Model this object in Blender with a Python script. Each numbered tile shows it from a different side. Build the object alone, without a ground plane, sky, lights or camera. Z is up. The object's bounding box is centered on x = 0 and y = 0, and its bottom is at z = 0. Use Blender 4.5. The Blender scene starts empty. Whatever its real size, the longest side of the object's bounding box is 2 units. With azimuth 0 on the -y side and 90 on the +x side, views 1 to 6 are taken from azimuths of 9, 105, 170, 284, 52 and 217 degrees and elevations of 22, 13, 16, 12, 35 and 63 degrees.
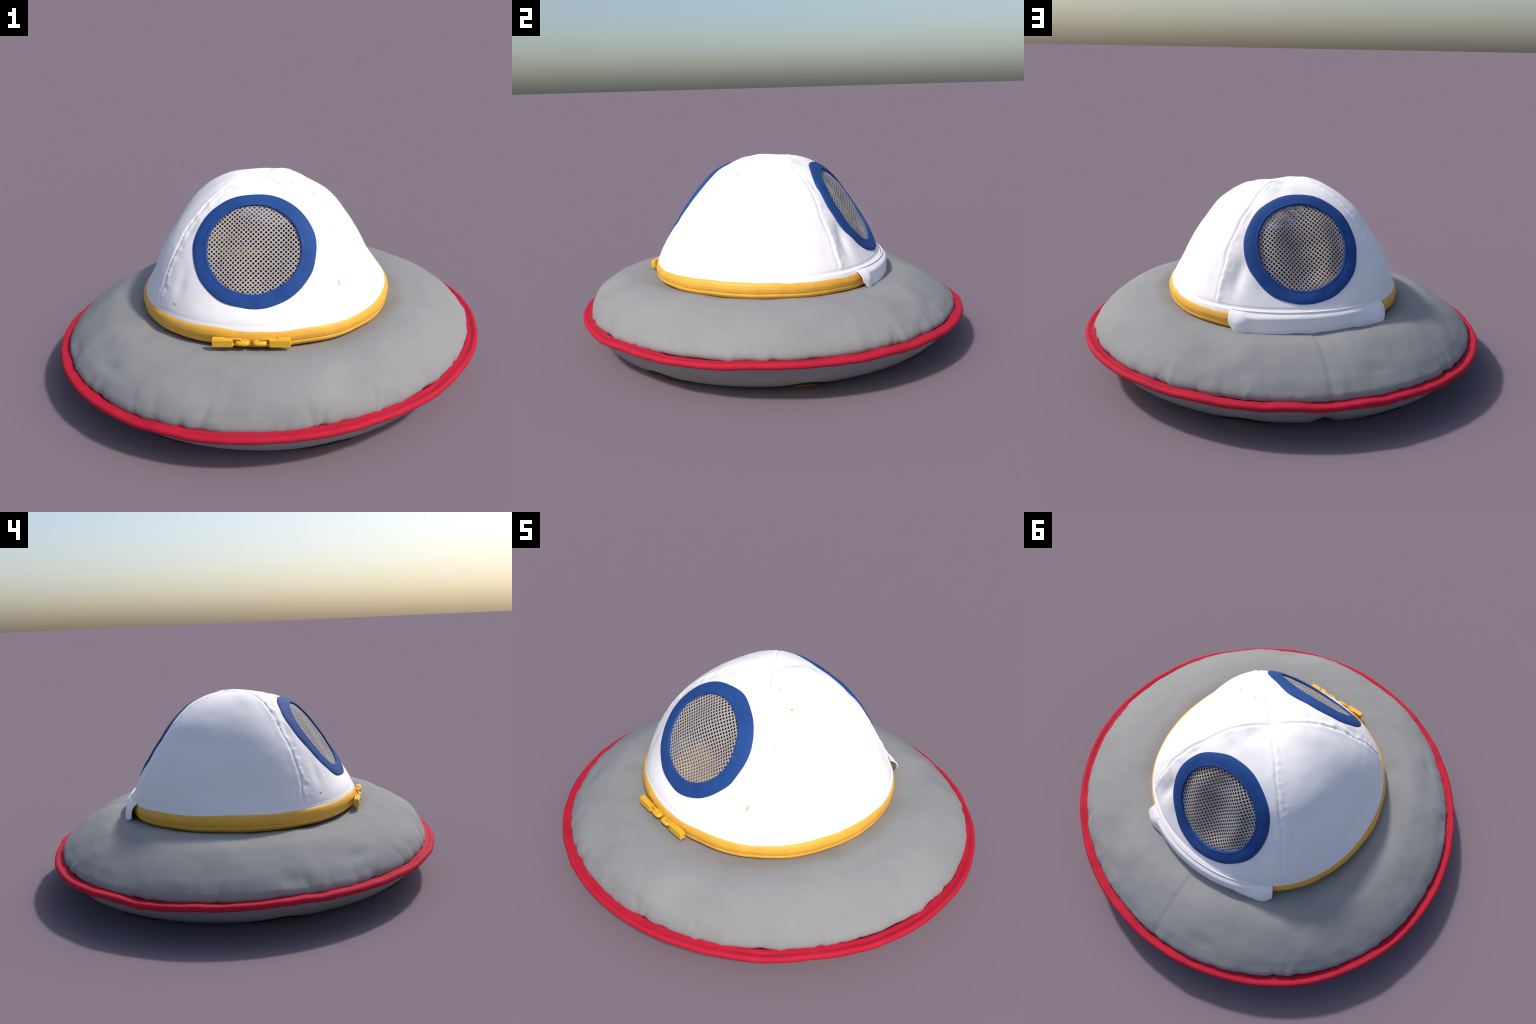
"""A stuffed toy flying saucer: grey puffy saucer with red piping, a white
four-panel fabric dome with two blue-framed net windows, a yellow zip around the
dome's foot and a white fabric flap over the end of the zip."""
import bpy, bmesh, math, random
import numpy as np
from mathutils import Vector, Matrix, noise as mnoise

random.seed(7)
RNG = np.random.default_rng(7)
TAU = 2 * math.pi
rad = math.radians

# ------------------------------------------------------------------ materials
def srgb(r, g, b):
    f = lambda c: c / 12.92 if c <= 0.04045 else ((c + 0.055) / 1.055) ** 2.4
    return (f(r / 255), f(g / 255), f(b / 255), 1.0)


def cloth(name, base, alt, rough=0.8, patch=4.0, weave=260.0, bump=0.06, sheen=0.0, spec=0.25, coat=0.0, blotch=None):
    """Woven cloth: slow patchy tone, fine thread grain, a little bump."""
    m = bpy.data.materials.new(name)
    m.use_nodes = True
    nt = m.node_tree
    N, L = nt.nodes, nt.links
    bs = N["Principled BSDF"]
    tc = N.new("ShaderNodeTexCoord")
    n1 = N.new("ShaderNodeTexNoise")
    n1.inputs["Scale"].default_value = patch
    n1.inputs["Detail"].default_value = 5
    L.new(tc.outputs["Object"], n1.inputs["Vector"])
    ramp = N.new("ShaderNodeValToRGB")
    ramp.color_ramp.elements[0].position = 0.35
    ramp.color_ramp.elements[1].position = 0.68
    ramp.color_ramp.elements[0].color = base
    ramp.color_ramp.elements[1].color = alt
    L.new(n1.outputs["Fac"], ramp.inputs["Fac"])
    n2 = N.new("ShaderNodeTexNoise")
    n2.inputs["Scale"].default_value = weave
    n2.inputs["Detail"].default_value = 3
    L.new(tc.outputs["Object"], n2.inputs["Vector"])
    mix = N.new("ShaderNodeMix")
    mix.data_type = 'RGBA'
    mix.blend_type = 'MULTIPLY'
    mix.inputs[0].default_value = 0.10
    L.new(ramp.outputs["Color"], mix.inputs[6])
    L.new(n2.outputs["Color"], mix.inputs[7])
    col = mix.outputs[2]
    if blotch:                      # a few faint stains
        n3 = N.new("ShaderNodeTexNoise")
        n3.inputs["Scale"].default_value = blotch[1]
        n3.inputs["Detail"].default_value = 6
        L.new(tc.outputs["Object"], n3.inputs["Vector"])
        r3 = N.new("ShaderNodeValToRGB")
        r3.color_ramp.elements[0].position = 0.58
        r3.color_ramp.elements[1].position = 0.75
        r3.color_ramp.elements[0].color = (0, 0, 0, 1)
        r3.color_ramp.elements[1].color = (blotch[2],) * 3 + (1,)
        L.new(n3.outputs["Fac"], r3.inputs["Fac"])
        mx = N.new("ShaderNodeMix")
        mx.data_type = 'RGBA'
        L.new(r3.outputs["Color"], mx.inputs[0])
        L.new(col, mx.inputs[6])
        mx.inputs[7].default_value = blotch[0]
        col = mx.outputs[2]
    L.new(col, bs.inputs["Base Color"])
    bs.inputs["Roughness"].default_value = rough
    bs.inputs["Specular IOR Level"].default_value = spec
    bs.inputs["Sheen Weight"].default_value = sheen
    bs.inputs["Coat Weight"].default_value = coat
    bp = N.new("ShaderNodeBump")
    bp.inputs["Strength"].default_value = bump
    bp.inputs["Distance"].default_value = 0.004
    L.new(n2.outputs["Fac"], bp.inputs["Height"])
    L.new(bp.outputs["Normal"], bs.inputs["Normal"])
    return m


M_WHITE = cloth("white_cotton", (0.965, 0.93, 0.935, 1), (0.985, 0.955, 0.955, 1), 0.85, 3, 300, 0.03, spec=0.15)
M_GREY = cloth("grey_cotton", (0.280, 0.280, 0.281, 1), (0.304, 0.304, 0.304, 1), 0.85, 5, 240, 0.06, spec=0.2)
M_RED = cloth("red_piping", (0.47, 0.011, 0.034, 1), (0.52, 0.013, 0.040, 1), 0.75, 12, 260, 0.05, spec=0.2)
M_BLUE = cloth("blue_felt", (0.014, 0.062, 0.245, 1), (0.019, 0.076, 0.28, 1), 0.75, 9, 240, 0.05, spec=0.25)
M_YELLOW = cloth("yellow_zip_tape", (0.84, 0.42, 0.05, 1), (0.90, 0.48, 0.06, 1), 0.5, 16, 220, 0.10, spec=0.4)
M_PULL = cloth("yellow_lacquered_metal", (0.80, 0.43, 0.022, 1), (0.84, 0.48, 0.03, 1), 0.4, 25, 120, 0.03, spec=0.45)
M_LINING = cloth("orange_lining", (0.88, 0.44, 0.05, 1), (0.92, 0.48, 0.06, 1), 0.9, 6, 200, 0.04, spec=0.1)  # colour lightened to make up for sunlight missing inside the dome
M_NET = cloth("grey_net", (0.395, 0.380, 0.378, 1), (0.43, 0.415, 0.412, 1), 0.7, 20, 200, 0.05, spec=0.25)
M_BLACK = cloth("black_felt", (0.012, 0.012, 0.014, 1), (0.018, 0.018, 0.02, 1), 0.9, 20, 200, 0.03)
M_BADGE = cloth("amber_felt", (0.86, 0.46, 0.05, 1), (0.90, 0.50, 0.06, 1), 0.85, 20, 200, 0.03)  # amber brightened so the discs read in the belly's shade
M_BUTTON = cloth("red_felt", (0.45, 0.02, 0.06, 1), (0.5, 0.03, 0.07, 1), 0.85, 20, 200, 0.03)
M_SCREEN = cloth("dark_blue_felt", (0.03, 0.05, 0.09, 1), (0.04, 0.06, 0.1, 1), 0.85, 20, 200, 0.03)
M_STITCH = cloth("pale_thread", (0.7, 0.62, 0.5, 1), (0.75, 0.68, 0.58, 1), 0.85, 20, 200, 0.03)

# ------------------------------------------------------------------ scene tree
root = bpy.data.objects.new("toy_flying_saucer", None)
root["label"] = "stuffed grey flying saucer with white dome and blue net windows"
root["category"] = "stuffed toy"
root.empty_display_size = 0.2
bpy.context.collection.objects.link(root)


def add_object(name, me, mat, parent=root, smooth=True):
    ob = bpy.data.objects.new(name, me)
    if mat and not me.materials:
        me.materials.append(mat)
    if smooth:
        me.polygons.foreach_set("use_smooth", [True] * len(me.polygons))
    ob.parent = parent
    bpy.context.collection.objects.link(ob)
    return ob


def mesh_from(name, verts, faces):
    me = bpy.data.meshes.new(name)
    me.from_pydata([tuple(v) for v in verts], [], [tuple(f) for f in faces])
    me.update()
    return me


def grid_faces(rows, cols, wrap_cols=True, wrap_rows=False, flip=False):
    f = []
    for i in range(rows if wrap_rows else rows - 1):
        i2 = (i + 1) % rows
        for j in range(cols if wrap_cols else cols - 1):
            j2 = (j + 1) % cols
            q = (i * cols + j, i * cols + j2, i2 * cols + j2, i2 * cols + j)
            f.append(q[::-1] if flip else q)
    return f


def loft(name, P, mat, wrap_cols=True, wrap_rows=False, flip=False, parent=root):
    rows, cols = P.shape[:2]
    return add_object(name, mesh_from(name, P.reshape(-1, 3), grid_faces(rows, cols, wrap_cols, wrap_rows, flip)), mat, parent)


def spline(knots, vals, x):
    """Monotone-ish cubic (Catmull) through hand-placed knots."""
    k = np.asarray(knots, float); v = np.asarray(vals, float)
    d = np.gradient(v, k)
    i = np.clip(np.searchsorted(k, x) - 1, 0, len(k) - 2)
    h = k[i + 1] - k[i]
    t = np.clip((x - k[i]) / h, 0, 1)
    return ((2*t**3 - 3*t**2 + 1) * v[i] + (t**3 - 2*t**2 + t) * h * d[i]
            + (-2*t**3 + 3*t**2) * v[i + 1] + (t**3 - t**2) * h * d[i + 1])


def catmull(points, n):
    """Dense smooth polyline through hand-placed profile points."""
    P = np.asarray(points, float)
    s = np.concatenate([[0], np.cumsum(np.linalg.norm(np.diff(P, axis=0), axis=1))])
    x = np.linspace(0, s[-1], n)
    return np.stack([spline(s, P[:, i], x) for i in range(P.shape[1])], -1)


def smoothstep(a, b, x):
    t = np.clip((x - a) / (b - a), 0, 1)
    return t * t * (3 - 2 * t)


def noise_field(P, scale, octaves=3, seed=0.0):
    flat = P.reshape(-1, 3)
    off = Vector((seed * 7.3, seed * 3.1, seed * 5.7))
    out = [mnoise.fractal(Vector(p) * scale + off, 1.0, 2.0, octaves) for p in flat.tolist()]
    return np.array(out).reshape(P.shape[:-1])


def harmonics(th, c):
    out = np.full_like(th, c[0])
    for i in range(1, len(c), 2):
        k = (i + 1) // 2
        out = out + c[i] * np.cos(k * th)
        if i + 1 < len(c):
            out = out + c[i + 1] * np.sin(k * th)
    return out


def angdiff(a, b):
    return (a - b + math.pi) % TAU - math.pi


# ------------------------------------------------------------------ plan curves
def rim_radius(th):          # slightly egg-shaped plan of the saucer's edge
    return harmonics(th, [0.961, -0.0030, 0.0070, 0.0117, 0.0051, 0.0019, 0.0046])


def rim_height(th):          # the saucer leans: the +x edge sits higher
    z = harmonics(th, [0.1664, 0.0165, 0.0020, 0.0034, 0.0038])
    return z + 0.008 * np.exp(-(angdiff(th, rad(204)) / 0.09) ** 2)


def foot_radius(th):         # where dome and zip meet: a rounded square
    return 0.5745 + 0.0025 * np.cos(th) - 0.0005 * np.sin(th) - 0.001 * np.cos(2 * th) - 0.006 * np.cos(4 * th)


# ------------------------------------------------------------------ cushions
SEAM_BACK = rad(93)
NTH = 540
TH = np.linspace(0, TAU, NTH, endpoint=False)

UPPER = [(0.490, 0.318), (0.545, 0.328), (0.580, 0.334), (0.620, 0.338), (0.660, 0.341), (0.700, 0.340),
         (0.740, 0.333), (0.780, 0.318), (0.820, 0.299), (0.860, 0.276), (0.893, 0.253), (0.918, 0.227),
         (0.933, 0.205), (0.937, 0.190), (0.931, 0.174), (0.918, 0.166)]
LOWER = [(0.935, 0.166), (0.932, 0.140), (0.915, 0.106), (0.886, 0.072), (0.848, 0.041), (0.805, 0.019),
         (0.755, 0.007), (0.690, 0.001), (0.600, 0.000), (0.480, 0.000), (0.380, 0.001), (0.310, 0.003), (0.290, 0.012)]


def puff_lift(th):           # the stuffing sits higher at the front than at the back
    return harmonics(th, [0.0, 0.0229, -0.0098, -0.0009, 0.0025, -0.0050, 0.0008])


def pucker(th, r_in, seed):
    """Gathers that run inwards from the piping: many narrow radial pleats."""
    rng = np.random.default_rng(seed)
    out = np.zeros(np.broadcast(th, r_in).shape)
    for i in range(150):
        c = rng.uniform(0, TAU); w = rng.uniform(0.008, 0.028); reach = rng.uniform(0.03, 0.11)
        a = rng.uniform(-1, 0.7); skew = rng.uniform(-0.5, 0.5)
        out = out + a * np.exp(-(angdiff(th + skew * r_in, c) / w) ** 2) * np.exp(-(r_in / reach) ** 2)
    return out


def cushion(name, prof, upper):
    pr = catmull(prof, 96 if upper else 84)
    r, z = pr[:, 0:1], pr[:, 1:2]
    th = TH[None, :]
    scale = rim_radius(th) / 0.960
    blend = smoothstep(0.55, 0.93, r)
    rr = r * (1 + (scale - 1) * blend)
    if upper:
        rr = rr + (foot_radius(th) - 0.5745) * (1 - smoothstep(0.58, 0.75, r))
        run = np.concatenate([[0], np.cumsum(np.linalg.norm(np.diff(pr, axis=0), axis=1))])[:, None]
        near = 1 - smoothstep(0.02, 0.11, run[-1] - run)
        def lobe(deg, wide, rc, rw):
            return np.exp(-(angdiff(th, rad(deg)) / wide) ** 2) * np.exp(-((r - rc) / rw) ** 2)
        swell = (0.006 * lobe(-15, 0.75, 0.775, 0.09) + 0.014 * lobe(-5, 0.85, 0.635, 0.075)
                 + 0.011 * lobe(152, 0.42, 0.775, 0.09) + 0.014 * lobe(150, 0.45, 0.65, 0.08)
                 - 0.008 * lobe(-142, 0.60, 0.67, 0.075) + 0.004 * lobe(-80, 0.5, 0.64, 0.07))
        lift = swell + smoothstep(0.58, 0.84, r) * puff_lift(th) * (1 - near) + (rim_height(th) - 0.1664) * near
    else:
        lift = (rim_height(th) - 0.1664) * smoothstep(0.0, 0.17, z)
        lift = lift + (0.003 * np.cos(th - rad(20)) - 0.0095 * np.cos(2 * th - rad(240))) * smoothstep(0.70, 0.84, r) * (1 - smoothstep(0.08, 0.16, z))
    P = np.stack([rr * np.cos(th), rr * np.sin(th), (z + lift) * np.ones_like(th)], -1)
    # surface normal of the profile, for displacement
    t = np.gradient(pr, axis=0)
    t /= np.linalg.norm(t, axis=1, keepdims=True)
    nr, nz = (t[:, 1], -t[:, 0])
    if nz.mean() * (1 if upper else -1) < 0:
        nr, nz = -nr, -nz
    arc = np.concatenate([[0], np.cumsum(np.linalg.norm(np.diff(pr, axis=0), axis=1))])[:, None]
    from_rim = (arc[-1] - arc) if upper else arc
    d = 0.008 * noise_field(P, 3.2, 2, 1 if upper else 2) + 0.0024 * noise_field(P, 9.0, 2, 3)
    d = d * (smoothstep(0.0, 0.08, from_rim) * 0.85 + 0.15)
    if upper:
        d = d * smoothstep(0.0, 0.12, arc)
        d = d + 0.0070 * pucker(th, from_rim, 11) * smoothstep(0.0, 0.012, from_rim)
        # single radial seam at the back
        a = angdiff(th, SEAM_BACK)
        d = d - 0.0018 * np.exp(-(a / 0.008) ** 2) * smoothstep(0, 0.03, from_rim)
        d = d + 0.0022 * smoothstep(-0.12, 0, a) * (a < 0)
        for deg, rc, wa, wr, dep in ((-60, 0.84, 0.10, 0.04, -0.006), (-118, 0.80, 0.14, 0.05, -0.006), (28, 0.86, 0.12, 0.03, -0.005),
                                     (70, 0.88, 0.06, 0.03, -0.007), (108, 0.87, 0.07, 0.035, -0.006), (172, 0.70, 0.16, 0.05, -0.006),
                                     (-95, 0.70, 0.10, 0.03, -0.005), (228, 0.86, 0.10, 0.03, -0.006)):
            d = d + dep * np.exp(-(angdiff(th, rad(deg)) / wa) ** 2 - ((r - rc) / wr) ** 2)
        # dent at the kink of the edge
        d = d - 0.008 * np.exp(-(angdiff(th, rad(207)) / 0.07) ** 2 - ((from_rim - 0.09) / 0.05) ** 2)
    else:
        d = d * smoothstep(0.06, 0.12, z) * 0.8
        d = d + 0.003 * pucker(th, from_rim, 12) * smoothstep(0.0, 0.012, from_rim)
        a = angdiff(th, SEAM_BACK)
        d = d - 0.02 * np.exp(-(a / 0.05) ** 2) * np.exp(-((from_rim - 0.17) / 0.09) ** 2)
    P[..., 0] += d * nr[:, None] * np.cos(th)
    P[..., 1] += d * nr[:, None] * np.sin(th)
    P[..., 2] += d * nz[:, None]
    P[..., 2] = np.maximum(P[..., 2], 0.0)
    rows, cols = P.shape[:2]
    V = P.reshape(-1, 3)
    F = grid_faces(rows, cols, flip=True)
    return add_object(name, mesh_from(name, V, F), M_GREY), P


upper_ob, UP = cushion("upper_cushion", UPPER, True)
lower_ob, LP = cushion("lower_cushion", LOWER, False)

# ------------------------------------------------------------------ red piping
def make_piping():
    n, k = 720, 20
    th = np.linspace(0, TAU, n, endpoint=False)[:, None]
    ph = np.linspace(0, TAU, k, endpoint=False)[None, :]
    pts = np.stack([np.cos(th[:, 0]), np.sin(th[:, 0]), 0 * th[:, 0]], -1)
    w1 = noise_field(pts, 3.5, 3, 5)[:, None]
    w2 = noise_field(pts, 6.0, 2, 8)[:, None]
    w3 = noise_field(pts, 14.0, 3, 9)[:, None]
    rc = rim_radius(th) + 0.0035 * w1 - 0.004 * np.sin(th) ** 2
    zc = rim_height(th) + 0.0065 * w2
    # section of the piping: a round cord on the outside, a groove, and a sewn flange inside
    sec = catmull([(-0.036, 0.006), (-0.026, 0.0125), (-0.014, 0.0125), (-0.0055, 0.0121), (0.002, 0.0126),
                   (0.0105, 0.0142), (0.0195, 0.0115), (0.0242, 0.0045), (0.0250, -0.003), (0.0215, -0.0105),
                   (0.0135, -0.0150), (0.002, -0.0140), (-0.012, -0.0100), (-0.036, -0.006)], 40)
    k = len(sec)
    size = 0.96 + 0.05 * w3
    size = size * (1 + 0.14 * smoothstep(0, 0.012, angdiff(th, rad(99))) * (1 - smoothstep(0.02, 0.30, angdiff(th, rad(99)))))
    dr = sec[None, :, 0] * (1 + (size - 1) * 0.6)
    dz = sec[None, :, 1] * size
    dz = dz + (0.0022 * w2 - 0.0006) * np.exp(-((sec[None, :, 0] + 0.0055) / 0.006) ** 2) * (sec[None, :, 1] > 0)
    roll = 0.10 * np.sin(2 * th + 0.6) + 0.14 * w1          # the band twists a little as it goes round
    dr, dz = dr * np.cos(roll) - dz * np.sin(roll), dr * np.sin(roll) + dz * np.cos(roll)
    P = np.stack([(rc + dr) * np.cos(th), (rc + dr) * np.sin(th), zc + dz], -1)
    loft("piping", P, M_RED, wrap_rows=True)


make_piping()

# ------------------------------------------------------------------ dome surface
DOME_Z = 0.40
PHI_K = np.radians([0, 12, 24, 36, 48, 60, 75, 90])
# one row per elevation: mean radius and its lean / oval / squareness terms
DOME_C = np.array([
    [0.5745, 0.0025, -0.0005, -0.0010, 0.0000, -0.0060, 0.000],
    [0.5350, -0.0060, -0.0025, 0.0017, -0.0076, -0.0240, -0.002],
    [0.5140, -0.0078, -0.0008, 0.0092, -0.0021, -0.0240, -0.004],
    [0.5070, -0.0062, -0.0008, 0.0085, -0.0004, -0.0225, -0.004],
    [0.5176, -0.0045, 0.0032, 0.0066, -0.0028, -0.0130, -0.004],
    [0.5260, -0.0060, 0.0010, 0.0002, -0.0049, -0.0048, -0.002],
    [0.5275, -0.0023, 0.0053, 0.0035, 0.0053, 0.0, 0.0],
    [0.5040, 0.0, 0.0, 0.0, 0.0, 0.0, 0.0]])
_fine = np.linspace(0, math.pi / 2, 46)
_co = np.stack([np.interp(_fine, PHI_K, DOME_C[:, i]) for i in range(7)], -1)
for _ in range(3):
    _co[1:-1] = (_co[:-2] + 2 * _co[1:-1] + _co[2:]) / 4
SEAMS = [rad(47.3), rad(136.3), rad(223.5), rad(317.0)]


def dome_rho(phi, th):
    c = [np.interp(phi, _fine, _co[:, i]) for i in range(7)]
    return (c[0] + c[1] * np.cos(th) + c[2] * np.sin(th) + c[3] * np.cos(2 * th) + c[4] * np.sin(2 * th)
            + c[5] * np.cos(4 * th) + c[6] * np.sin(4 * th))


# soft folds in the cloth: (x, y, z, width along the wall, height, depth)
FOLDS = [(0.285, 0.432, 0.55, 0.030, 0.075, -0.013), (0.262, 0.425, 0.585, 0.05, 0.05, -0.006),
         (0.345, 0.40, 0.53, 0.020, 0.09, 0.006),
         (0.02, 0.10, 0.915, 0.03, 0.04, -0.008), (0.06, 0.185, 0.892, 0.035, 0.03, -0.005),
         (-0.30, -0.43, 0.56, 0.028, 0.07, -0.005), (0.0, -0.535, 0.455, 0.17, 0.05, 0.009),
         (-0.285, -0.300, 0.745, 0.022, 0.06, -0.006), (0.29, -0.42, 0.56, 0.03, 0.07, -0.006),
         (-0.30, 0.42, 0.55, 0.03, 0.08, -0.005), (-0.15, 0.01, 0.913, 0.05, 0.04, -0.004),
         (0.21, 0.273, 0.80, 0.025, 0.04, -0.006), (-0.20, -0.10, 0.89, 0.05, 0.05, 0.004),
         (0.05, -0.12, 0.912, 0.05, 0.05, -0.003), (-0.05, -0.15, 0.90, 0.03, 0.05, 0.004)]


def dome_detail(P, phi, th):
    """Seams, folds, hem and slow waviness; offset along the radius."""
    d = 0.0035 * noise_field(P, 3.0, 2, 21) + 0.0015 * noise_field(P, 10.0, 2, 22)
    d = d * smoothstep(0.0, 0.15, phi)
    cosp = np.maximum(np.cos(phi), 0.05)
    R = dome_rho(phi, th)
    crumple = noise_field(P * np.array([1, 1, 1.3]), 26.0, 2, 23)
    for i, s in enumerate(SEAMS):
        wob = 0.010 * np.sin(9 * phi + i * 2.1) + 0.006 * np.sin(21 * phi + i)
        x = angdiff(th, s + wob) * R * cosp          # metres across the seam
        fade = smoothstep(0.05, 0.12, phi) * (1 - 0.6 * smoothstep(1.35, 1.52, phi))
        d = d - 0.0036 * np.exp(-(x / 0.0045) ** 2) * fade
        d = d + 0.0016 * np.exp(-((x - 0.014) / 0.010) ** 2) * fade
        d = d + 0.0012 * np.exp(-((x + 0.016) / 0.012) ** 2) * fade
        # small puckers crossing the seam
        d = d + (0.0045 if i == 2 else 0.0025) * crumple * np.exp(-((x - 0.015) / 0.026) ** 2) * fade
    for fx, fy, fz, wt, wh, dep in FOLDS:
        f = np.array([fx, fy, fz])
        rel = P - f
        t = np.array([-fy, fx, 0]) / math.hypot(fx, fy)
        up = np.cross(f - np.array([0, 0, DOME_Z]), t)
        up /= np.linalg.norm(up)
        d = d + dep * np.exp(-((rel @ t) / wt) ** 2 - ((rel @ up) / wh) ** 2)
    # hem: a doubled strip along the foot
    back = np.exp(-(angdiff(th, rad(85)) / 0.85) ** 4)
    d = d + (0.001 + 0.0045 * back) * (1 - smoothstep(0.036, 0.052, phi)) - (0.0005 + 0.0025 * back) * np.exp(-((phi - 0.060) / 0.010) ** 2)
    return d


def dome_points(phi, th, offset=0.0, detail=True):
    rho = dome_rho(phi, th)
    dirv = np.stack([np.cos(phi) * np.cos(th), np.cos(phi) * np.sin(th), np.sin(phi) * np.ones_like(th)], -1)
    P = dirv * rho[..., None] + np.array([0, 0, DOME_Z])
    if detail:
        rho = rho + dome_detail(P, phi, th)
    rho = rho + offset
    return dirv * rho[..., None] + np.array([0, 0, DOME_Z])


class Window:
    """Local frame of a round net window lying on the dome."""
    def __init__(s, centre, up, x_axis, r_in, r_out, oval):
        s.c = np.array(centre, float)
        s.x = np.array(x_axis, float)
        u = np.array(up, float)
        s.u = u / np.linalg.norm(u)
        s.n = np.cross(s.x, s.u)
        s.r_in, s.r_out, s.oval = r_in, r_out, oval

    def on_dome(s, a, b):
        """Point of the bare dome over the local coordinates, and its offset n."""
        base = s.c + a[..., None] * s.x + b[..., None] * s.u
        lo = np.full(a.shape, -0.25); hi = np.full(a.shape, 0.25)
        for _ in range(30):
            mid = (lo + hi) / 2
            Q = base + mid[..., None] * s.n - np.array([0, 0, DOME_Z])
            R = np.linalg.norm(Q, axis=-1)
            inside = R < dome_rho(np.arcsin(np.clip(Q[..., 2] / R, 0, 1)), np.arctan2(Q[..., 1], Q[..., 0]))
            lo = np.where(inside, mid, lo); hi = np.where(inside, hi, mid)
        return base + lo[..., None] * s.n

    def local(s, P):
        q = P - s.c
        return q @ s.x, q @ s.u, q @ s.n


FRONT = Window((0.010, -0.362, 0.690), (0, 0.314, 0.400), (1, 0, 0), 0.197, 0.263, 0.97)
BACK = Window((-0.018, 0.385, 0.673), (0, -0.344, 0.435), (-1, 0, 0), 0.199, 0.263, 1.03)
WINDOWS = [FRONT, BACK]


def cut_faces(P, faces, cut):
    """Drop the faces that lie under the windows (edge hidden by the frames)."""
    C = P.reshape(-1, 3)[np.array(faces)].mean(axis=1)
    keep = np.ones(len(faces), bool)
    for w in WINDOWS:
        a, b, n = w.local(C)
        keep &= ~((np.hypot(a, b / w.oval) < w.r_in + cut) & (n > -0.15))
    return [f for f, k in zip(faces, keep) if k]


def make_dome():
    nphi, nth = 190, 760
    phi = np.concatenate([np.linspace(0.001, 0.10, 30)[:-1], np.linspace(0.10, math.pi / 2 - 0.004, nphi - 29)])[:, None]
    th = (SEAMS[0] + np.linspace(0, TAU, nth, endpoint=False))[None, :]
    phi2, th2 = np.broadcast_arrays(phi, th)
    P = dome_points(phi2, th2)
    # under-turned hem edge
    lip = P[0].copy()
    nrm = np.stack([np.cos(th[0]), np.sin(th[0]), 0 * th[0]], -1)
    r1 = lip - 0.004 * nrm + np.array([0, 0, -0.004])
    r2 = lip - 0.018 * nrm + np.array([0, 0, 0.000])
    P = np.concatenate([r2[None], r1[None], P], 0)
    rows, cols = P.shape[:2]
    V = P.reshape(-1, 3)
    V = np.concatenate([V, [[0, 0, V[-cols:, 2].mean()]]], 0)
    F = cut_faces(P, grid_faces(rows, cols), 0.030)
    top = len(V) - 1
    F += [((rows - 1) * cols + j, (rows - 1) * cols + (j + 1) % cols, top) for j in range(cols)]
    whole = mesh_from("dome_whole", V, F)
    normals = np.zeros(len(V) * 3)
    whole.vertex_normals.foreach_get("vector", normals)
    normals = normals.reshape(-1, 3)
    bpy.data.meshes.remove(whole)
    # split into the four sewn panels along the seams
    edge = [(s - SEAMS[0]) % TAU / TAU * nth for s in SEAMS] + [nth]
    edge = [int(round(e)) for e in edge]
    groups = [[] for _ in range(4)]
    for f in F:
        j = min(v % cols for v in f if v != top)
        js = [v % cols for v in f if v != top]
        if max(js) - min(js) > 2:
            j = max(js)
        for g in range(4):
            if edge[g] <= j < edge[g + 1]:
                groups[g].append(f)
                break
    for g in groups:
        ids = sorted({v for f in g for v in f})
        m = {v: i for i, v in enumerate(ids)}
        me = mesh_from("dome_panel", V[ids], [[m[v] for v in f] for f in g])
        ob = add_object("dome_panel", me, M_WHITE)
        me.normals_split_custom_set_from_vertices(normals[ids].tolist())


make_dome()


def make_lining():
    phi = np.linspace(-0.10, math.pi / 2 - 0.01, 150)[:, None]
    th = np.linspace(0, TAU, 480, endpoint=False)[None, :]
    p2, t2 = np.broadcast_arrays(phi, th)
    P = dome_points(np.maximum(p2, 0), t2, -0.011, detail=True)
    low = p2 < 0
    P[..., 2] = np.where(low, DOME_Z + 0.55 * p2, P[..., 2])
    rows, cols = P.shape[:2]
    F = cut_faces(P, grid_faces(rows, cols, flip=True), 0.006)
    F.append(tuple(range((rows - 1) * cols, rows * cols)))
    add_object("dome_lining", mesh_from("dome_lining", P.reshape(-1, 3), F), M_LINING)


make_lining()


def make_inner_wall():
    """Lining of the well under the dome; the saucer is open in the middle below."""
    pr = catmull([(0.558, 0.352), (0.530, 0.335), (0.500, 0.300), (0.455, 0.230), (0.400, 0.140), (0.345, 0.060),
                  (0.310, 0.020), (0.292, 0.010)], 40)
    th = np.linspace(0, TAU, 240, endpoint=False)[None, :]
    P = np.stack([pr[:, 0:1] * np.cos(th), pr[:, 0:1] * np.sin(th), pr[:, 1:2] + 0 * th], -1)
    d = 0.010 * noise_field(P, 6, 2, 31)
    P[..., 0] -= d * np.cos(th)
    P[..., 1] -= d * np.sin(th)
    loft("well_lining", P, M_LINING)


make_inner_wall()


def make_disc(name, centre, radius, mat, thick=0.012, oval=1.0, parent=root):
    k = 40
    prof = [(0.0, 1.0), (0.6, 0.95), (0.9, 0.75), (1.0, 0.3), (1.0, 0.0)]
    V, F = [], []
    for pr, pz in prof[1:]:
        for j in range(k):
            a = TAU * j / k
            V.append((radius * pr * math.cos(a), radius * oval * pr * math.sin(a), thick * pz))
    F = grid_faces(len(prof) - 1, k, flip=True)
    F.append(tuple(range(k)))
    F.append(tuple(range(len(V) - k, len(V)))[::-1])
    ob = add_object(name, mesh_from(name, V, F), mat, parent)
    ob.location = centre
    return ob


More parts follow.
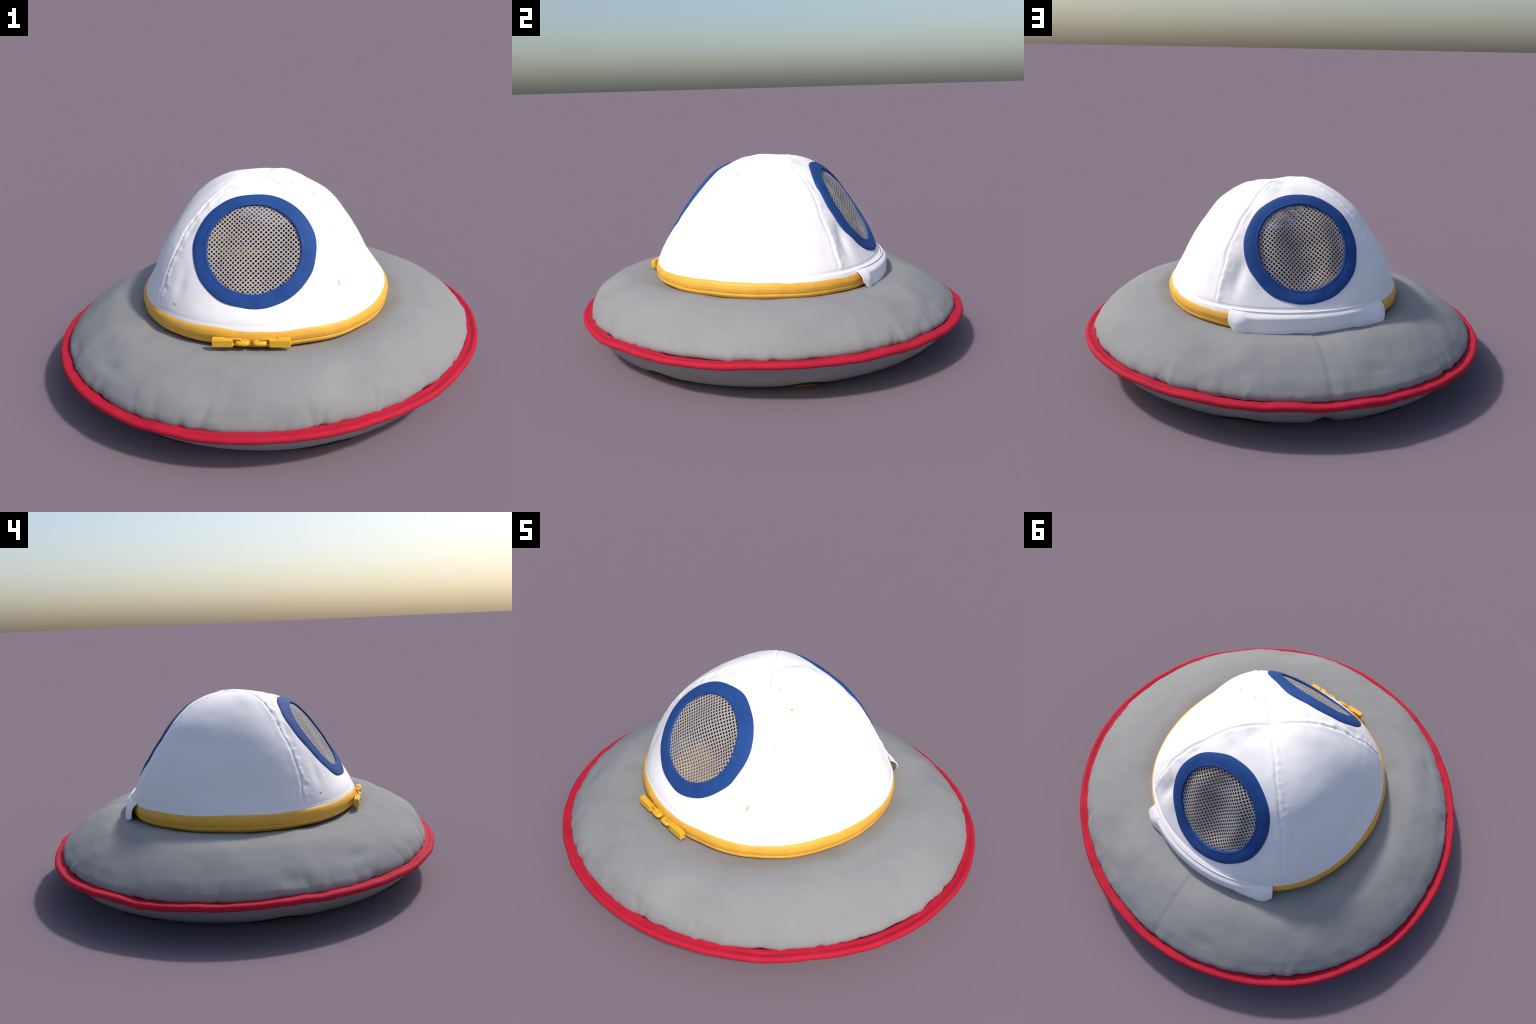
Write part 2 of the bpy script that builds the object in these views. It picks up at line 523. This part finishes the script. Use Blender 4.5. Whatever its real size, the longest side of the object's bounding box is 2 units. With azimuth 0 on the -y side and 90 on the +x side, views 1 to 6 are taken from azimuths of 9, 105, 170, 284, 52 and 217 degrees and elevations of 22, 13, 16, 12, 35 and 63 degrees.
def wall_patch(name, x, y, z, radius, mat, raise_by):
    ob = make_disc(name, (x, y, z), radius, mat)
    n = Vector((-x, -y, 0)).normalized() * 0.85 + Vector((0, 0, 0.53))
    n.normalize()
    ob.rotation_euler = n.to_track_quat('Z', 'Y').to_euler()
    ob.location = Vector((x, y, z)) + n * raise_by


wall_patch("round_patch", -0.217, -0.408, 0.268, 0.040, M_BLACK, 0.002)
wall_patch("red_button", -0.217, -0.408, 0.268, 0.026, M_BUTTON, 0.010)
wall_patch("screen_patch", -0.045, -0.455, 0.262, 0.045, M_SCREEN, 0.004)


# ------------------------------------------------------------------ windows
def make_frame(w, seed):
    """Blue felt ring lying on the dome: rounded edges, a stitched groove."""
    k = 240
    a = np.linspace(0, TAU, k, endpoint=False)[None, :]
    # (fraction across the band, height above the dome)
    prof = catmull([(0.03, -0.014), (0.0, -0.008), (0.015, 0.001), (0.07, 0.0055), (0.16, 0.0068), (0.22, 0.0060),
                    (0.30, 0.0062), (0.55, 0.0066), (0.82, 0.0060), (0.93, 0.0045), (0.985, 0.0018), (1.0, -0.004)], 44)
    f, h = prof[:, 0:1], prof[:, 1:2]
    rng = np.random.default_rng(seed)
    wob_o = sum(0.0008 * np.sin(m * a + rng.uniform(0, TAU)) for m in (3, 4, 5, 7, 11))
    wob_i = sum(0.0007 * np.sin(m * a + rng.uniform(0, TAU)) for m in (3, 4, 6, 9))
    r = (w.r_in + wob_i) * (1 - f) + (w.r_out + wob_o) * f
    A, B = r * np.cos(a), r * np.sin(a) * w.oval
    P = w.on_dome(A, B)
    nz = noise_field(P, 16, 2, seed)
    P = P + (h + 0.0016 * nz)[..., None] * w.n
    return loft("window_frame", P, M_BLUE, flip=False)


def make_net(w, wave, tilt):
    """Net fabric: a diagonal lattice with a real round hole in every cell."""
    pitch, hole, seg = 0.0147, 0.0050, 12
    R = w.r_in + 0.012
    n = int(R / pitch) + 2
    ca, sa = math.cos(tilt), math.sin(tilt)
    V, F, key = [], [], {}

    def vid(p):
        q = (round(p[0], 6), round(p[1], 6))
        if q not in key:
            key[q] = len(V)
            V.append(p)
        return key[q]
    # square outline points matching the hole's segments (seg = 12: 3 per side)
    sq = []
    for s in range(seg):
        ang = TAU * s / seg + math.pi / 4
        c, d = math.cos(ang), math.sin(ang)
        m = max(abs(c), abs(d))
        sq.append((c / m, d / m))
    jit = random.Random(5)
    for i in range(-n, n + 1):
        for j in range(-n, n + 1):
            cx, cy = i * pitch, j * pitch
            if math.hypot(cx, cy) > R:
                continue
            hs = hole * jit.uniform(0.97, 1.03)
            out = [vid((cx + q[0] * pitch / 2, cy + q[1] * pitch / 2)) for q in sq]
            inn = []
            for s in range(seg):
                ang = TAU * s / seg + math.pi / 4
                inn.append(len(V))
                V.append((cx + hs * math.cos(ang), cy + hs * math.sin(ang)))
            for s in range(seg):
                s2 = (s + 1) % seg
                F.append((out[s], out[s2], inn[s2], inn[s]))
    V = np.array(V)
    a = V[:, 0] * ca - V[:, 1] * sa
    b = (V[:, 0] * sa + V[:, 1] * ca) * w.oval
    P = w.on_dome(a, b)
    fade = 1 - smoothstep(0.6, 1.0, np.hypot(a, b) / w.r_in)
    P = P + (wave(a, b) * fade - 0.0035)[:, None] * w.n
    me = mesh_from("window_net", P, F)
    ob = add_object("window_net", me, M_NET, smooth=False)
    md = ob.modifiers.new("thickness", 'SOLIDIFY')
    md.thickness = 0.0010
    md.offset = -1
    return ob


make_frame(FRONT, 41)
make_frame(BACK, 42)
make_net(FRONT, lambda a, b: 0.0085 * np.sin(TAU * (0.85 * a - 0.45 * b) / 0.27 + 2.6) - 0.003, rad(45 + 1.5))
make_net(BACK, lambda a, b: 0.0140 * np.sin(TAU * (0.95 * a + 0.25 * b) / 0.24 - 1.7) - 0.003, rad(45 + 1.0))


# ------------------------------------------------------------------ zip around the foot
def make_zip():
    k = 720
    th = np.linspace(0, TAU, k, endpoint=False)[None, :]
    prof = catmull([(-0.040, 0.424), (-0.012, 0.418), (0.001, 0.4100), (0.0062, 0.4030), (0.0090, 0.3950),
                    (0.0104, 0.3895), (0.0110, 0.3850), (0.0106, 0.3800), (0.0096, 0.3730), (0.0080, 0.3672),
                    (0.0060, 0.3650), (0.0070, 0.3620), (0.0075, 0.3560), (0.0045, 0.3490), (-0.002, 0.3420), (-0.014, 0.3340)], 90)
    f, z = prof[:, 0:1], prof[:, 1:2]
    base = foot_radius(th)
    # row of closed zip teeth, just readable as a ripple on the middle of the band
    teeth = 0.0009 * np.sin(th * 420) * np.exp(-((z - 0.385) / 0.006) ** 2)
    pts = np.stack([base * np.cos(th), base * np.sin(th), 0 * th], -1)
    w = 0.004 * noise_field(pts, 7, 2, 51) + 0 * z
    r = base + f + teeth + w
    zz = z + 0.004 * noise_field(pts, 5, 2, 52) - 0.002 * np.cos(th) + 0.003 * (-np.sin(th))
    P = np.stack([r * np.cos(th), r * np.sin(th), zz], -1)
    loft("zip_band", P, M_YELLOW, flip=True)


make_zip()


# ------------------------------------------------------------------ zip pulls
def tube_loop(pts, radius, k=12, closed=True):
    """Round bar bent along a closed path (points in local space)."""
    P = np.asarray(pts, float)
    n = len(P)
    T = np.roll(P, -1, 0) - np.roll(P, 1, 0)
    T /= np.linalg.norm(T, axis=1, keepdims=True)
    C = P.mean(0)
    plane_n = np.cross(P[0] - C, P[n // 4] - C)
    plane_n /= np.linalg.norm(plane_n)
    out = []
    for i in range(n):
        b = np.cross(T[i], plane_n)
        out.append([P[i] + radius * (math.cos(TAU * j / k) * b + math.sin(TAU * j / k) * plane_n) for j in range(k)])
    return np.array(out)


def rounded_box(name, size, bevel, mat, parent):
    me = bpy.data.meshes.new(name)
    bm = bmesh.new()
    bmesh.ops.create_cube(bm, size=1.0)
    bmesh.ops.scale(bm, vec=size, verts=bm.verts)
    bmesh.ops.bevel(bm, geom=bm.edges[:], offset=bevel, segments=3, profile=0.5, affect='EDGES')
    bm.to_mesh(me)
    bm.free()
    return add_object(name, me, mat, parent, smooth=False)


def stadium(lx, ly, n=40):
    """Rounded-rectangle loop of the given half sizes."""
    e = 3.2
    return [(lx * np.sign(math.cos(t)) * abs(math.cos(t)) ** (2 / e), ly * np.sign(math.sin(t)) * abs(math.sin(t)) ** (2 / e), 0)
            for t in np.linspace(0, TAU, n, endpoint=False)]


def make_pull(centre, sign, angle):
    """Slider body on the tape, a wide loop, a thin wire bail and a block tab."""
    pull = bpy.data.objects.new("zip_pull", None)
    pull.empty_display_size = 0.03
    pull.parent = root
    pull.location = centre
    pull.rotation_euler = (0, 0, angle)
    bpy.context.collection.objects.link(pull)
    # block tab with a slot behind the bail and a groove down its end
    tab = rounded_box("pull_tab", (0.086, 0.026, 0.033), 0.0032, M_PULL, pull)
    tab.location = (sign * 0.117, -0.002, -0.001)
    top = rounded_box("pull_tab_cap", (0.050, 0.021, 0.006), 0.002, M_PULL, pull)
    top.location = (sign * 0.134, -0.001, 0.0165)
    end = rounded_box("pull_tab_rib", (0.004, 0.006, 0.026), 0.0015, M_PULL, pull)
    end.location = (sign * 0.160, 0.001, -0.001)
    # thick loop on the slider, lying open towards the viewer
    L = tube_loop([(x, -y, z) for x, y, z in stadium(0.0195, 0.0095)], 0.0105)
    P = L + np.array([sign * 0.0355, 0.002, -0.003])
    loft("pull_loop", P, M_PULL, wrap_rows=True, parent=pull)
    # thin upright wire bail joining loop and tab
    B = tube_loop([(x, z, y) for x, y, z in stadium(0.024, 0.013)], 0.0046)
    P = B + np.array([sign * 0.063, 0.000, 0.002])
    loft("pull_bail", P, M_PULL, wrap_rows=True, parent=pull)
    # slider body against the tape
    sl = rounded_box("pull_slider", (0.034, 0.022, 0.026), 0.006, M_PULL, pull)
    sl.location = (sign * 0.024, 0.022, 0.004)
    return pull


make_pull((0.018, -0.590, 0.376), -1, rad(2.0))
make_pull((0.018, -0.590, 0.376), 1, rad(4.0))


# ------------------------------------------------------------------ flap at the back
def make_flap():
    """White flap hanging from the hem over the zip: three sewn lengths, curled ends."""
    n, k = 180, 26
    t = np.linspace(0, 1, n)[:, None]          # along, from the +x end to the -x end
    s = np.linspace(0, 1, k)[None, :]          # down from the hem
    th = rad(56.5) + rad(75.0) * t
    base = foot_radius(th)
    # how far the free edge stands out and how low it hangs
    out = spline([0, 0.06, 0.15, 0.35, 0.55, 0.72, 0.86, 0.95, 1.0],
                 [0.038, 0.044, 0.024, 0.006, 0.004, 0.010, 0.030, 0.048, 0.034], t)
    low = spline([0, 0.04, 0.1, 0.35, 0.6, 0.8, 0.95, 1.0],
                 [0.372, 0.343, 0.334, 0.336, 0.339, 0.337, 0.338, 0.352], t)
    top = 0.428
    low = low + 0.004 * np.sin(t * 27 + 0.5) * np.sin(t * 11) - 0.002
    belly = np.sin(math.pi * s ** 0.95) * (1 + 0.35 * np.sin(t * 19 + 1.0) * np.sin(t * 7))
    r = base - 0.003 - 0.016 * (1 - s) ** 3 + (out + 0.006) * s ** 0.8 + 0.011 * belly
    z = top + (low - top) * s ** 1.15
    # crosswise seams at thirds and soft creases
    for c in (0.265, 0.68):
        r = r - 0.0025 * np.exp(-((t - c) / 0.005) ** 2) * s
    r = r + 0.003 * np.sin(t * 23 + 2.5 * s) * s
    thn = th + rad(1.5) * (t < 0.5) * s * (1 - smoothstep(0, 0.1, t)) - rad(0.6) * s * smoothstep(0.9, 1, t)
    P = np.stack([r * np.cos(thn), r * np.sin(thn), z + 0 * thn], -1)
    P += (0.0055 * noise_field(P, 11, 2, 61) * np.minimum(s * 1.6, 1))[..., None] * np.stack([np.cos(th), np.sin(th), 0 * th], -1)
    # the cloth always rests on the zip beneath it
    rad_now = np.hypot(P[..., 0], P[..., 1])
    fix = np.maximum(rad_now, base + 0.0205 * smoothstep(0.10, 0.35, s)) / rad_now
    P[..., 0] *= fix
    P[..., 1] *= fix
    ob = loft("zip_flap", P, M_WHITE, wrap_cols=False, flip=True)
    md = ob.modifiers.new("thickness", 'SOLIDIFY')
    md.thickness = 0.0045
    md.offset = -1
    md2 = ob.modifiers.new("soft", 'BEVEL')
    md2.width = 0.0015
    md2.segments = 2
    md2.limit_method = 'ANGLE'


make_flap()


# ------------------------------------------------------------------ lamps on the belly
def make_badges():
    """Round felt lamps under the saucer: amber disc inside a black ring."""
    prof = catmull(LOWER, 400)[::-1]

    def belly(x, y):
        r = np.hypot(x, y); th = np.arctan2(y, x)
        r0 = r / (1 + (rim_radius(th) / 0.960 - 1) * smoothstep(0.55, 0.93, r))
        z = np.interp(r0, prof[:, 0], prof[:, 1])
        return (z + (rim_height(th) - 0.1664) * smoothstep(0.0, 0.17, z)
                + (0.003 * np.cos(th - rad(20)) - 0.0095 * np.cos(2 * th - rad(240))) * smoothstep(0.70, 0.84, r0) * (1 - smoothstep(0.08, 0.16, z)))
    for i in range(8):
        c = rad(24 + 45 * i)
        cx, cy = 0.748 * math.cos(c), 0.748 * math.sin(c)
        for name, r0, r1, mat, drop in (("lamp_ring", 0.104, 0.126, M_BLACK, 0.0050), ("lamp_disc", 0.0, 0.106, M_BADGE, 0.0042)):
            k = 64
            rr = np.linspace(r0, r1, 10)[:, None]
            a = np.linspace(0, TAU, k, endpoint=False)[None, :]
            x, y = cx + rr * np.cos(a), cy + rr * np.sin(a)
            th = np.arctan2(y, x)
            edge = 1 - smoothstep(0.75, 1.0, (rr - r0) / (r1 - r0)) * 0.8
            z = belly(x, y)
            P = np.stack([x + drop * edge * 0.5 * np.cos(th), y + drop * edge * 0.5 * np.sin(th), np.maximum(z - drop * edge, 0.0004)], -1)
            loft(name, P, mat, flip=False)


make_badges()


# ------------------------------------------------------------------ loose lining threads
def make_threads():
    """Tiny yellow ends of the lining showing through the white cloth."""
    spots = [(0.145, -0.072, 0.900, 0.006, 0.004, 20), (0.246, -0.084, 0.858, 0.008, 0.005, 40), (0.320, -0.222, 0.759, 0.004, 0.002, 0),
             (0.366, -0.388, 0.558, 0.013, 0.004, 80), (-0.328, -0.452, 0.474, 0.010, 0.005, -30), (-0.357, 0.275, 0.683, 0.006, 0.002, 100)]
    for x, y, z, a, b, rot in spots:
        p = np.array([x, y, z])
        q = p - np.array([0, 0, DOME_Z])
        phi = math.asin(q[2] / np.linalg.norm(q)); th = math.atan2(y, x)
        g = lambda f, t: dome_points(np.array([[f]]), np.array([[t]]))[0, 0]
        c = g(phi, th)
        e1 = g(phi, th + 0.01) - c; e1 /= np.linalg.norm(e1)
        e2 = g(phi + 0.01, th) - c; e2 /= np.linalg.norm(e2)
        n = np.cross(e1, e2); n /= np.linalg.norm(n)
        V, rings, k = [], 4, 12
        for i in range(rings):
            f = 1 - i / rings
            for j in range(k):
                t = TAU * j / k
                u, v = a * f * math.cos(t), b * f * math.sin(t)
                cr, sr = math.cos(rad(rot)), math.sin(rad(rot))
                V.append(c + e1 * (u * cr - v * sr) + e2 * (u * sr + v * cr) + n * (0.0018 * (1 - f * f) - 0.0008 + 0.0006))
        V.append(c + n * 0.0018)
        F = grid_faces(rings, k)
        F += [((rings - 1) * k + j, (rings - 1) * k + (j + 1) % k, rings * k) for j in range(k)]
        add_object("lining_thread", mesh_from("lining_thread", V, F), M_YELLOW)


make_threads()
